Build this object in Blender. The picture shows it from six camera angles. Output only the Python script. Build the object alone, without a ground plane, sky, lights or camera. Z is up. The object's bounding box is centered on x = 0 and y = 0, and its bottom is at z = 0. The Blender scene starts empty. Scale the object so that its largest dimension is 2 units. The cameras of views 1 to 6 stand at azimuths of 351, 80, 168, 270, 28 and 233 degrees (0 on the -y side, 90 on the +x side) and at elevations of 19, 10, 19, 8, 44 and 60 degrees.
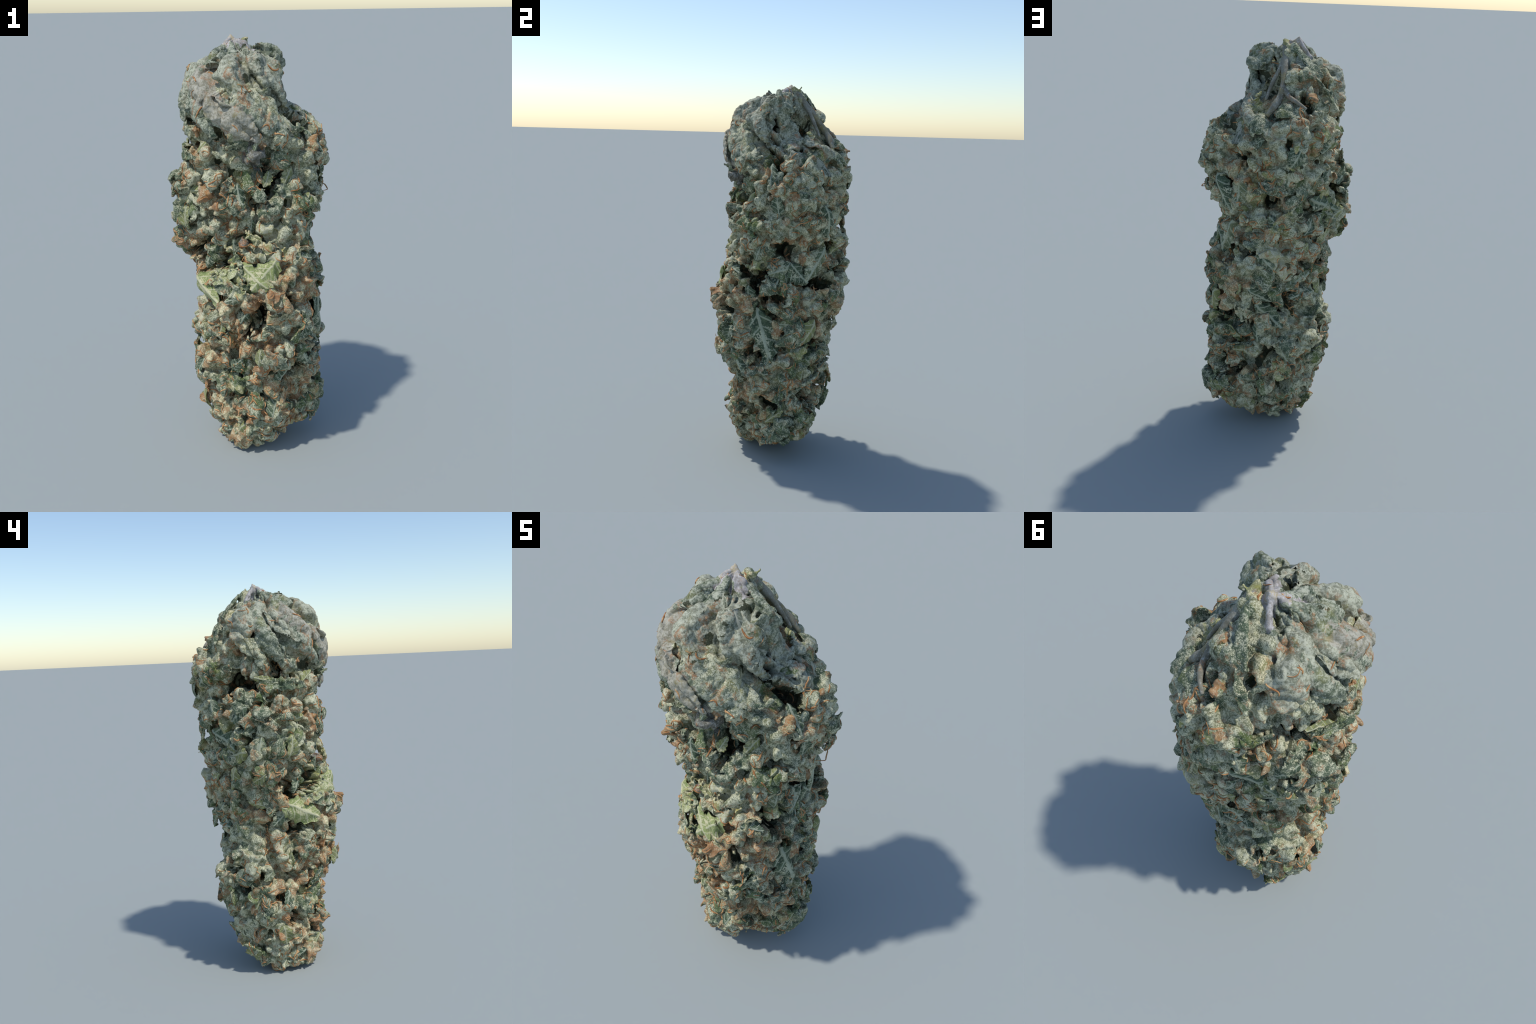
"""A tall dried flower bud: a lumpy column of fused calyx clusters, folded
bracts, veined sugar leaves and curly orange pistils, with a frosted, smoother
crown that leans forward and a short bare stem behind it.

Frame: metres, z up.  Heading 0 faces -y, heading 90 faces +x.
"""
import math
import bpy
import numpy as np
from mathutils import Matrix, Vector, kdtree

rng = np.random.default_rng(41)

# ---------------------------------------------------------------- envelope
# One cross-section per height: (z, spine x, spine y, radii at headings 0, 30, ... 330)
SECTIONS = [
    (0.00, -0.030, -0.045, (0.125, 0.125, 0.125, 0.125, 0.125, 0.125, 0.125, 0.125, 0.125, 0.125, 0.125, 0.125)),
    (0.03, -0.032, -0.048, (0.166, 0.167, 0.161, 0.185, 0.193, 0.184, 0.158, 0.145, 0.147, 0.149, 0.152, 0.163)),
    (0.08, 0.004, -0.023, (0.230, 0.217, 0.239, 0.265, 0.243, 0.222, 0.192, 0.193, 0.211, 0.212, 0.200, 0.245)),
    (0.16, 0.047, -0.023, (0.261, 0.233, 0.269, 0.317, 0.274, 0.215, 0.222, 0.268, 0.285, 0.297, 0.260, 0.278)),
    (0.26, 0.075, -0.029, (0.266, 0.237, 0.256, 0.293, 0.278, 0.243, 0.265, 0.296, 0.327, 0.338, 0.278, 0.278)),
    (0.36, 0.025, -0.007, (0.262, 0.256, 0.282, 0.308, 0.276, 0.269, 0.286, 0.297, 0.312, 0.321, 0.282, 0.257)),
    (0.46, 0.019, -0.009, (0.298, 0.285, 0.295, 0.327, 0.294, 0.280, 0.295, 0.318, 0.318, 0.308, 0.270, 0.263)),
    (0.56, 0.034, -0.031, (0.327, 0.310, 0.302, 0.337, 0.312, 0.300, 0.324, 0.351, 0.357, 0.319, 0.281, 0.281)),
    (0.66, 0.026, -0.025, (0.306, 0.315, 0.326, 0.323, 0.312, 0.307, 0.313, 0.317, 0.333, 0.304, 0.314, 0.315)),
    (0.76, 0.031, -0.020, (0.325, 0.325, 0.314, 0.306, 0.319, 0.328, 0.312, 0.300, 0.315, 0.298, 0.305, 0.304)),
    (0.86, 0.032, -0.021, (0.361, 0.336, 0.324, 0.320, 0.330, 0.369, 0.344, 0.309, 0.325, 0.306, 0.328, 0.333)),
    (0.96, 0.029, 0.005, (0.358, 0.361, 0.319, 0.300, 0.333, 0.367, 0.347, 0.299, 0.310, 0.308, 0.293, 0.317)),
    (1.06, 0.000, 0.039, (0.353, 0.389, 0.331, 0.289, 0.308, 0.342, 0.301, 0.273, 0.290, 0.330, 0.305, 0.315)),
    (1.16, -0.015, 0.051, (0.328, 0.375, 0.347, 0.313, 0.327, 0.341, 0.288, 0.278, 0.302, 0.350, 0.344, 0.324)),
    (1.26, -0.009, 0.034, (0.311, 0.359, 0.369, 0.365, 0.348, 0.319, 0.303, 0.293, 0.318, 0.364, 0.352, 0.325)),
    (1.36, -0.015, 0.031, (0.310, 0.326, 0.337, 0.374, 0.373, 0.318, 0.324, 0.319, 0.323, 0.358, 0.347, 0.316)),
    (1.46, 0.030, 0.031, (0.288, 0.272, 0.304, 0.342, 0.324, 0.315, 0.338, 0.323, 0.315, 0.340, 0.381, 0.332)),
    (1.54, 0.038, 0.009, (0.291, 0.270, 0.296, 0.318, 0.304, 0.302, 0.367, 0.349, 0.320, 0.325, 0.366, 0.346)),
    (1.62, 0.007, -0.013, (0.286, 0.270, 0.284, 0.329, 0.315, 0.315, 0.396, 0.363, 0.317, 0.307, 0.332, 0.326)),
    (1.70, -0.051, -0.012, (0.286, 0.256, 0.262, 0.270, 0.265, 0.277, 0.335, 0.331, 0.283, 0.262, 0.294, 0.297)),
    (1.78, -0.063, -0.003, (0.254, 0.229, 0.250, 0.240, 0.212, 0.217, 0.281, 0.288, 0.247, 0.237, 0.255, 0.271)),
    (1.86, -0.063, -0.008, (0.207, 0.194, 0.224, 0.190, 0.155, 0.167, 0.231, 0.240, 0.220, 0.202, 0.206, 0.206)),
    (1.92, -0.028, -0.025, (0.151, 0.145, 0.168, 0.135, 0.097, 0.126, 0.166, 0.161, 0.158, 0.144, 0.145, 0.157)),
    (1.97, -0.032, 0.015, (0.083, 0.088, 0.087, 0.047, 0.064, 0.078, 0.078, 0.081, 0.080, 0.072, 0.081, 0.084)),
    (2.00, -0.033, 0.070, (0.016, 0.013, 0.005, 0.006, 0.028, 0.027, 0.009, 0.006, 0.015, 0.027, 0.024, 0.019)),
]

# Clusters that stand out: (heading, height, radius in cm), by belt from foot to head
CLUSTERS = {
    'foot': [
        (261, 0.13, 5.4), (83, 0.13, 6.7), (182, 0.13, 6.9), (146, 0.14, 6.9), (333, 0.17, 7.0), (8, 0.19, 4.9),
        (292, 0.21, 7.2), (357, 0.21, 6.9), (224, 0.22, 6.2), (248, 0.22, 6.7), (45, 0.22, 7.5), (313, 0.23, 6.9),
        (89, 0.23, 8.6), (270, 0.24, 7.9), (114, 0.24, 5.4),],
    'low': [
        (220, 0.25, 7.5), (19, 0.26, 7.0), (54, 0.26, 5.7), (180, 0.28, 6.0), (340, 0.29, 8.9), (147, 0.32, 6.0),
        (53, 0.33, 6.2), (106, 0.34, 6.8), (26, 0.34, 6.8), (89, 0.35, 8.0), (247, 0.36, 7.2), (311, 0.37, 6.7),
        (279, 0.37, 7.2), (9, 0.37, 6.2), (69, 0.37, 7.4), (323, 0.38, 6.2), (287, 0.38, 5.0), (47, 0.39, 6.3),
        (126, 0.39, 6.2), (192, 0.41, 6.6), (343, 0.41, 5.5), (60, 0.41, 8.7), (152, 0.47, 5.9), (287, 0.48, 6.3),
        (271, 0.49, 7.2),],
    'lower_waist': [
        (220, 0.52, 6.0), (189, 0.53, 8.4), (90, 0.57, 7.8), (208, 0.57, 6.5), (145, 0.58, 4.8), (119, 0.58, 6.7),
        (337, 0.60, 6.0), (312, 0.60, 6.1), (4, 0.60, 8.6), (275, 0.61, 6.5), (18, 0.61, 5.5), (243, 0.63, 8.4),
        (222, 0.64, 5.3), (30, 0.64, 5.3), (301, 0.66, 7.2), (227, 0.66, 6.0), (45, 0.67, 7.9), (145, 0.69, 7.7),
        (128, 0.72, 6.4), (274, 0.73, 6.5), (322, 0.73, 5.3),],
    'waist': [
        (301, 0.75, 5.2), (238, 0.77, 6.5), (209, 0.77, 5.8), (318, 0.82, 5.2), (341, 0.83, 6.4), (118, 0.85, 6.6),
        (15, 0.85, 5.4), (142, 0.85, 6.2), (26, 0.87, 4.8), (224, 0.87, 5.8), (49, 0.87, 7.8), (332, 0.87, 6.0),
        (1, 0.88, 7.0), (168, 0.89, 7.4), (90, 0.91, 7.1), (34, 0.91, 5.9), (45, 0.91, 5.4), (134, 0.92, 6.7),
        (256, 0.95, 9.0), (124, 0.96, 5.0), (217, 0.99, 6.3), (189, 1.00, 4.9),],
    'upper_waist': [
        (168, 1.01, 7.3), (195, 1.03, 6.1), (32, 1.04, 6.6), (25, 1.06, 6.4), (4, 1.08, 7.0), (125, 1.09, 6.6),
        (281, 1.09, 7.5), (347, 1.12, 2.8), (322, 1.12, 5.2), (199, 1.15, 6.1), (310, 1.15, 6.5), (217, 1.15, 6.5),
        (36, 1.17, 5.1), (323, 1.18, 3.8), (45, 1.18, 6.5), (267, 1.19, 6.2), (134, 1.19, 4.7), (7, 1.19, 6.3),
        (114, 1.20, 6.5), (146, 1.21, 6.0), (287, 1.21, 6.2), (85, 1.23, 7.0), (236, 1.24, 5.7), (294, 1.24, 5.2),],
    'shoulder': [
        (24, 1.25, 4.4), (326, 1.27, 5.0), (52, 1.28, 5.2), (275, 1.29, 6.8), (109, 1.29, 5.5), (294, 1.29, 5.6),
        (75, 1.30, 5.7), (342, 1.31, 6.9), (317, 1.32, 5.0), (3, 1.33, 5.6), (292, 1.35, 4.5), (206, 1.36, 5.4),
        (216, 1.36, 5.8), (37, 1.37, 5.7), (135, 1.37, 5.3), (237, 1.38, 5.0), (270, 1.39, 6.1), (51, 1.39, 5.8),
        (177, 1.40, 8.2), (245, 1.40, 6.9), (95, 1.40, 6.3), (204, 1.41, 7.1), (321, 1.42, 5.6), (284, 1.43, 6.2),
        (113, 1.44, 6.0), (237, 1.44, 3.8), (71, 1.45, 6.3), (42, 1.46, 6.4), (64, 1.47, 4.3), (246, 1.48, 4.6),
        (303, 1.49, 5.0),],
    'neck': [
        (309, 1.51, 5.7), (351, 1.51, 5.5), (290, 1.51, 3.9), (99, 1.53, 6.3), (146, 1.54, 5.9), (217, 1.54, 6.4),
        (193, 1.54, 5.8), (173, 1.54, 6.9), (59, 1.55, 4.7), (15, 1.57, 4.9), (106, 1.58, 5.5), (289, 1.59, 5.0),
        (216, 1.59, 4.4), (338, 1.59, 6.6), (83, 1.60, 4.7), (207, 1.60, 5.2), (186, 1.62, 6.3), (312, 1.63, 5.7),
        (19, 1.65, 5.5), (39, 1.65, 7.8), (182, 1.66, 3.6), (310, 1.66, 5.5), (28, 1.66, 4.5), (355, 1.66, 4.1),
        (263, 1.68, 7.4), (193, 1.68, 4.2), (279, 1.69, 5.5), (307, 1.69, 5.6),],
    'head': [
        (244, 1.71, 3.5), (219, 1.71, 5.0), (208, 1.72, 5.3), (51, 1.73, 4.5), (272, 1.73, 4.2), (349, 1.74, 5.4),
        (107, 1.74, 4.9), (337, 1.74, 8.3), (18, 1.76, 6.0), (291, 1.77, 3.5), (300, 1.77, 6.2), (185, 1.77, 5.2),
        (7, 1.78, 6.0), (208, 1.79, 4.1), (329, 1.81, 4.1), (24, 1.81, 5.3), (44, 1.82, 7.4), (321, 1.84, 5.4),
        (203, 1.84, 6.5), (359, 1.87, 5.4), (312, 1.87, 4.6), (57, 1.88, 7.8), (297, 1.88, 4.1), (96, 1.89, 5.5),
        (263, 1.89, 4.0), (357, 1.90, 4.4), (322, 1.94, 3.6), (252, 1.95, 4.0),],
}

# Deep gaps between clusters: (heading, height, radius in cm)
PITS = {
    'foot': [
        (314, 0.23, 3.5),],
    'low': [
        (31, 0.42, 5.5), (110, 0.36, 5.4), (68, 0.34, 4.0), (198, 0.27, 3.6), (168, 0.46, 5.2), (133, 0.34, 4.0),
        (291, 0.30, 4.8), (235, 0.46, 3.3),],
    'lower_waist': [
        (347, 0.73, 5.9), (64, 0.59, 4.6), (118, 0.62, 3.3), (195, 0.73, 4.5), (139, 0.63, 3.9), (257, 0.55, 3.2),
        (50, 0.61, 3.5), (222, 0.61, 4.0),],
    'waist': [
        (296, 0.98, 6.0), (77, 0.89, 3.9), (298, 0.81, 5.8), (284, 1.00, 3.8), (203, 0.75, 3.4), (22, 0.85, 3.2),
        (51, 0.95, 3.2),],
    'upper_waist': [
        (319, 1.01, 5.8), (111, 1.00, 5.2), (122, 1.00, 5.3), (79, 1.12, 4.5), (52, 1.00, 5.2), (143, 1.04, 3.0),
        (126, 1.13, 3.1), (254, 1.25, 3.1), (294, 1.01, 3.9), (40, 1.04, 4.2),],
    'shoulder': [
        (11, 1.39, 5.6), (143, 1.49, 3.0), (142, 1.45, 3.1), (162, 1.28, 3.2), (120, 1.35, 3.0), (23, 1.41, 3.4),
        (250, 1.30, 2.4),],
    'neck': [
        (74, 1.61, 3.8), (242, 1.52, 5.0), (252, 1.52, 5.0), (279, 1.57, 3.7), (71, 1.64, 4.2), (100, 1.69, 3.8),
        (71, 1.69, 3.7),],
    'head': [
        (69, 1.79, 3.9), (206, 1.80, 2.9), (138, 1.79, 4.2), (181, 1.74, 4.0), (218, 1.75, 2.1),],
}

# Leaves and bracts: (heading and height of the base, of the tip, width in cm, kind)
# kind 0 = veined sugar leaf (3 pale yellow-green, 5 dark), 1 = curled strip, 2 = thick frosted bract, 4 = pale curled bract
LEAVES = {
    'foot': [
       ],
    'low': [
        (39, 0.49, 69, 0.54, 6.1, 1), (102, 0.45, 158, 0.54, 4.7, 1), (116, 0.33, 143, 0.24, 5.4, 1),
        (172, 0.40, 153, 0.33, 5.0, 1), (245, 0.48, 260, 0.48, 7.8, 2), (300, 0.33, 290, 0.21, 5.4, 1),],
    'lower_waist': [
        (338, 0.65, 1, 0.71, 3.9, 1), (30, 0.61, 44, 0.48, 8.0, 0), (347, 0.58, 336, 0.52, 5.9, 1),
        (90, 0.66, 104, 0.76, 13.1, 2), (160, 0.75, 184, 0.62, 10.7, 0),],
    'waist': [
        (283, 0.92, 314, 0.83, 14.9, 3), (306, 0.93, 346, 0.89, 7.9, 1), (291, 0.91, 334, 0.98, 8.7, 4),
        (70, 0.79, 72, 0.56, 12.4, 5), (67, 0.89, 93, 0.80, 5.2, 1), (117, 0.79, 105, 0.65, 9.2, 0),
        (219, 0.79, 193, 0.78, 7.2, 0), (155, 0.84, 174, 0.76, 8.1, 0), (189, 0.83, 213, 0.90, 6.9, 0),
        (278, 0.90, 298, 0.87, 10.9, 3), (284, 0.88, 268, 0.80, 7.7, 0), (236, 0.99, 234, 0.90, 7.8, 2),
        (59, 0.85, 74, 0.59, 13.7, 5),],
    'upper_waist': [
        (5, 1.03, 345, 0.92, 13.3, 3), (81, 1.09, 71, 0.96, 11.7, 5), (82, 1.08, 107, 0.98, 12.4, 5),
        (123, 1.06, 134, 1.08, 5.3, 2), (117, 1.16, 105, 0.98, 10.5, 0), (255, 1.19, 228, 1.15, 9.7, 0),
        (137, 1.08, 150, 1.06, 6.1, 2), (337, 1.01, 318, 0.94, 8.0, 4), (340, 1.03, 356, 0.93, 8.0, 3),
        (239, 1.10, 228, 0.98, 7.0, 0), (9, 1.06, 355, 0.92, 9.4, 3), (89, 1.07, 63, 1.03, 8.8, 0),],
    'shoulder': [
        (3, 1.38, 4, 1.30, 9.9, 2), (336, 1.32, 349, 1.25, 11.2, 2), (17, 1.25, 358, 1.26, 10.1, 2),
        (112, 1.38, 120, 1.21, 11.5, 5), (87, 1.31, 104, 1.31, 6.3, 2), (135, 1.37, 130, 1.24, 11.3, 0),
        (147, 1.35, 175, 1.33, 7.1, 2), (194, 1.33, 172, 1.25, 7.2, 2), (202, 1.28, 242, 1.19, 10.5, 0),
        (261, 1.37, 277, 1.37, 7.4, 2), (281, 1.36, 298, 1.34, 5.5, 2), (342, 1.39, 347, 1.25, 5.5, 0),],
    'neck': [
        (75, 1.56, 59, 1.48, 7.5, 0), (191, 1.54, 182, 1.45, 11.0, 0), (129, 1.66, 132, 1.54, 10.7, 0),
        (142, 1.68, 156, 1.58, 10.6, 2), (264, 1.51, 304, 1.50, 6.9, 1), (36, 1.60, 56, 1.62, 3.5, 2),
        (66, 1.60, 62, 1.49, 5.6, 0), (282, 1.51, 261, 1.54, 5.4, 0),],
    'head': [
        (26, 1.93, 54, 1.71, 17.1, 0), (88, 1.79, 92, 1.66, 14.3, 2), (108, 1.73, 141, 1.64, 7.8, 2),
        (161, 1.73, 167, 1.66, 10.5, 2), (239, 1.88, 245, 1.72, 12.5, 2), (65, 1.75, 81, 1.73, 3.2, 2),
        (188, 1.87, 189, 1.92, 6.0, 0), (238, 1.89, 238, 1.81, 9.9, 2), (183, 1.84, 200, 1.84, 4.1, 2),],
}

# Broad hollows and swells of the outline: (heading, height, depth, reach) in degrees and metres
HOLLOWS = [
    (50, 1.63, .040, .058), (70, 1.68, .058, .062), (90, 1.73, .062, .058), (135, 1.82, .075, .050),    # beside the crown
    (115, 1.87, .040, .045), (198, 1.84, .050, .045), (212, 1.72, .050, .055), (236, 1.68, .020, .050),   # behind it
    (119, 1.95, .015, .040), (145, 1.93, .025, .040), (255, 1.82, .015, .045), (5, 1.66, .012, .055), (40, 1.95, .012, .045),
    (38, .24, .058, .055), (36, .07, .030, .040), (30, .15, .020, .045),                                # under the foot
    (116, 1.46, .024, .050), (110, 1.42, .015, .050), (116, 1.08, .045, .062), (104, .94, .035, .045),
    (67, .77, .060, .060), (81, .56, .030, .050), (28, .92, .018, .040), (138, .46, .035, .048), (160, .40, .028, .048),
    (226, 1.22, .022, .055), (205, 1.20, .038, .068), (230, 1.36, .028, .050), (266, .56, .030, .048), (285, .54, .022, .045),
    (332, .63, .020, .055), (312, 1.12, .024, .050), (300, .85, .016, .055),
    (22, 1.02, -.015, .080), (318, 1.36, -.022, .060), (5, 1.38, -.022, .055), (36, 1.85, -.015, .045),   # swells
    (220, 1.56, -.038, .058), (192, 1.48, -.020, .050), (55, 1.46, -.042, .060), (340, 1.83, -.032, .060),
    (277, 1.05, -.048, .062), (300, .28, -.020, .060), (322, .76, -.028, .048), (15, .77, -.045, .055), (50, .40, -.035, .055),
    (205, 1.62, -.010, .045), (111, .47, -.032, .055), (105, .06, -.028, .050), (222, .15, -.015, .060), (190, .43, -.022, .050),
    (213, .54, -.024, .050), (124, .85, -.028, .042), (100, 1.47, -.034, .065), (209, 1.62, -.014, .070),
]

SEC_Z = np.array([s[0] for s in SECTIONS])
SEC_C = np.array([[s[1], s[2]] for s in SECTIONS])
SEC_R = np.array([s[3] for s in SECTIONS])


def envelope(theta, z):
    """Point(s) of the smooth outer envelope at heading theta (radians), height z."""
    theta, z = np.broadcast_arrays(np.asarray(theta, float), np.asarray(z, float))
    zc = np.clip(z, 0, 2.0)
    i = np.clip(np.searchsorted(SEC_Z, zc, "right") - 1, 0, len(SEC_Z) - 2)
    t = (zc - SEC_Z[i]) / (SEC_Z[i + 1] - SEC_Z[i])
    n = SEC_R.shape[1]
    a = np.mod(theta / (2 * np.pi) * n, n)
    j = np.floor(a).astype(int) % n
    f = a - np.floor(a)
    w = (-.5 * f + f * f - .5 * f ** 3, 1 - 2.5 * f * f + 1.5 * f ** 3, .5 * f + 2 * f * f - 1.5 * f ** 3, -.5 * f * f + .5 * f ** 3)
    r = 0
    for d in range(4):
        k = (j + d - 1) % n
        r = r + w[d] * (SEC_R[i, k] * (1 - t) + SEC_R[i + 1, k] * t)
    # hollows sink and swells raise the surface; headings count as arc length at 0.31 m
    for h, hz, depth, reach in HOLLOWS:
        da = (theta - math.radians(h) + np.pi) % (2 * np.pi) - np.pi
        r = r - depth * np.exp(-((da * .31) ** 2 + (zc - hz) ** 2) / (2 * reach ** 2))
    r = np.maximum(r + .001 * np.clip(r / .1, 0, 1), .003)
    cx = SEC_C[i, 0] * (1 - t) + SEC_C[i + 1, 0] * t
    cy = SEC_C[i, 1] * (1 - t) + SEC_C[i + 1, 1] * t
    return np.stack([cx + r * np.sin(theta), cy - r * np.cos(theta), zc], -1)


def unit(v):
    return v / np.maximum(np.linalg.norm(v, axis=-1, keepdims=True), 1e-9)


def envelope_normal(theta, z):
    """Outward normal, averaged over a hand's breadth so small bumps do not tip it."""
    da, dz = 0.16, 0.05
    a = envelope(theta + da, z) - envelope(theta - da, z)
    b = envelope(theta, np.clip(z + dz, 0, 2)) - envelope(theta, np.clip(z - dz, 0, 2))
    return unit(np.cross(a, b))


# ---------------------------------------------------------------- noise
_perm = np.random.default_rng(7).permutation(4096)
_grad = unit(np.random.default_rng(8).normal(size=(4096, 3)))


def noise(p, scale, offset=0.0):
    """Gradient noise, about -1 .. 1, for an (n, 3) array of points."""
    q = p * scale + offset
    c = np.floor(q).astype(np.int64)
    f = q - c
    u = f * f * f * (f * (f * 6 - 15) + 10)
    out = 0
    for dx in (0, 1):
        for dy in (0, 1):
            for dz in (0, 1):
                h = _perm[(_perm[(_perm[(c[:, 0] + dx) & 4095] + c[:, 1] + dy) & 4095] + c[:, 2] + dz) & 4095]
                d = ((f - (dx, dy, dz)) * _grad[h]).sum(1)
                w = (u[:, 0] if dx else 1 - u[:, 0]) * (u[:, 1] if dy else 1 - u[:, 1]) * (u[:, 2] if dz else 1 - u[:, 2])
                out = out + w * d
    return out * 1.6


# ---------------------------------------------------------------- soft parts that grow together
ALL_V, ALL_F, N_V = [], [], 0
OWN_P, OWN_R, OWN_ID = [], [], []          # sample points that tell whose skin is whose
PARTS = []                                  # dicts: kind, parent, look


def add_soft(v, f):
    global N_V
    ALL_V.append(v)
    ALL_F.append(f + N_V)
    N_V += len(v)


def grid_faces(nu, nv, wrap):
    i, j = np.meshgrid(np.arange(nu - 1), np.arange(nv if wrap else nv - 1), indexing="ij")
    k = (j + 1) % nv
    return np.stack([i * nv + j, i * nv + k, (i + 1) * nv + k, (i + 1) * nv + j], -1).reshape(-1, 4)


BULB_RINGS, BULB_SIDES = 11, 14
_phi = np.linspace(math.pi - 1e-3, 1e-3, BULB_RINGS)[:, None]
_bt = (np.arange(BULB_SIDES) / BULB_SIDES * 2 * math.pi)[None, :]
BULB_F = grid_faces(BULB_RINGS, BULB_SIDES, True)


def frame(axis, spin):
    axis = unit(np.asarray(axis, float))
    h = np.array([0, 0, 1.0]) if abs(axis[2]) < .9 else np.array([1.0, 0, 0])
    x = unit(np.cross(h, axis))
    y = np.cross(axis, x)
    c, s = math.cos(spin), math.sin(spin)
    return np.stack([c * x + s * y, c * y - s * x, axis], 1)


def bulb(centre, axis, r, tip, squash=1.0):
    """A calyx: round at the back, drawn out to a bent, keeled tip."""
    cz = np.cos(_phi)
    rad = np.sin(_phi) * np.where(cz > 0, 1 - .5 * cz ** 1.2, 1 + .08 * cz)
    keel = 1 + .13 * np.cos(2 * _bt + rng.uniform(0, 6)) + .09 * np.cos(3 * _bt + rng.uniform(0, 6) + cz)
    bend = rng.normal(0, .28, 2)
    x = r * rad * keel * np.cos(_bt) + r * bend[0] * np.maximum(cz, 0) ** 2
    y = r * squash * rad * keel * np.sin(_bt) + r * bend[1] * np.maximum(cz, 0) ** 2
    z = r * np.where(cz > 0, cz * tip, cz * .9) + 0 * _bt
    v = np.stack([x, y, z], -1).reshape(-1, 3) @ frame(axis, rng.uniform(0, 6.3)).T + centre
    add_soft(v, BULB_F)


def drape(start, end, width, thick, lift=(0, 0), curl=.4, wave=.1, taper=.55, own=None, roll=0.0, pleat=0.0, arch=0.0):
    """A thick folded bract that follows the envelope from start to end, both (heading, height).

    lift raises its base and tip off the envelope, curl cups it across, pleat folds it lengthwise."""
    nu, nv = 17, 11
    t1 = np.linspace(0, 1, nu)
    turn = (end[0] - start[0] + np.pi) % (2 * np.pi) - np.pi
    hh, zs = start[0] + turn * t1, start[1] + (end[1] - start[1]) * t1
    c, n = envelope(hh, zs), envelope_normal(hh, zs)
    for _ in range(3):
        c[1:-1] = .5 * c[1:-1] + .25 * (c[:-2] + c[2:])
        n[1:-1] = .5 * n[1:-1] + .25 * (n[:-2] + n[2:])
    tan = unit(np.gradient(c, axis=0))
    n = unit(n - tan * (n * tan).sum(1, keepdims=True))
    x = np.cross(tan, n)
    length = np.linalg.norm(np.diff(c, axis=0), axis=1).sum()
    t, s = t1[:, None], np.linspace(-1, 1, nv)[None, :]
    ph = rng.uniform(0, 6.3, 4)
    prof = np.sin(np.pi * np.clip(t * .86 + .1, 0, 1)) ** taper
    half = width / 2 * prof * (1 + .10 * np.sin(9 * t + ph[2]))
    up = (lift[0] + (lift[1] - lift[0]) * t ** 1.4 + arch * np.sin(np.pi * t) + curl * np.abs(s) ** 1.7 * half
          + wave * width * (.5 * np.sin(5 * t + 2.2 * s + ph[0]) + .5 * np.sin(8 * t - 3 * s + ph[1]) * np.abs(s))
          + pleat * width * np.cos(4.4 * s + 1.2 * np.sin(3 * t + ph[3]) + ph[1]) * prof + roll * s * half)
    px = s * half * (1 - .22 * min(abs(curl), 1.2) * s * s)
    up = up - px ** 2 * 1.3
    mid = c[:, None] + px[..., None] * x[:, None] + up[..., None] * n[:, None]
    edge = np.clip(1 - np.abs(s) ** 3, .6, 1) * np.clip(np.sin(np.pi * np.clip(t, .06, .94)) * 2.2, .4, 1)
    off = (edge * thick / 2)[..., None] * n[:, None]
    v = np.concatenate([(mid + off).reshape(-1, 3), (mid - off).reshape(-1, 3)])
    f = grid_faces(nu, nv, False)
    m = nu * nv
    rim = np.array([i * nv for i in range(nu - 1, 0, -1)] + list(range(nv - 1)) + [i * nv + nv - 1 for i in range(nu - 1)]
                   + [(nu - 1) * nv + j for j in range(nv - 1, 0, -1)])
    r2 = np.roll(rim, -1)
    add_soft(v, np.concatenate([f[:, ::-1], f + m, np.stack([rim, r2, r2 + m, rim + m], 1)]))
    if own is not None:
        for i in range(0, nu, 2):
            for j in range(0, nv, 2):
                OWN_P.append(mid[i, j]); OWN_R.append(max(thick, .012) * 1.15); OWN_ID.append(own)


# ---------------------------------------------------------------- rows -> points
def rows(table):
    return [r for belt in table.values() for r in belt]


PIT = []
for h, z, cm in rows(PITS):
    PIT.append((envelope(math.radians(h), z), cm / 100))
PIT_P = np.array([p for p, _ in PIT])
PIT_R = np.array([r for _, r in PIT])


def in_pit(p, k=.8):
    return bool((np.linalg.norm(PIT_P - p, axis=1) < k * PIT_R).any())


# ---------------------------------------------------------------- core
NZ, NT = 240, 260
zz = np.concatenate([[0.0], np.linspace(0.02, 1.985, NZ - 2), [2.0]])
tt = np.arange(NT) / NT * 2 * math.pi
ZZ, TT = np.meshgrid(zz, tt, indexing="ij")
core = envelope(TT, ZZ).reshape(-1, 3)
cn = envelope_normal(TT, ZZ).reshape(-1, 3)
inset = .070 + .016 * noise(core, 7) + .009 * noise(core, 19, 3.3)
inset = inset - .026 * np.clip((core[:, 2] - 1.60) / .1, 0, 1) * (np.cos(TT).ravel() > -.4)
for p, r in zip(PIT_P, PIT_R):
    d2 = ((core - p) ** 2).sum(1)
    inset += (.045 + .45 * r) * np.exp(-d2 / (2 * (.62 * r) ** 2))
axis_c = np.stack([np.interp(core[:, 2], SEC_Z, SEC_C[:, 0]), np.interp(core[:, 2], SEC_Z, SEC_C[:, 1]), np.clip(core[:, 2], .12, 1.88)], 1)
inward = axis_c - core
dist = np.linalg.norm(inward, axis=1, keepdims=True)
core = core + inward / np.maximum(dist, 1e-6) * np.minimum(inset[:, None], dist * .7)
cf = grid_faces(NZ, NT, True)
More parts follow.
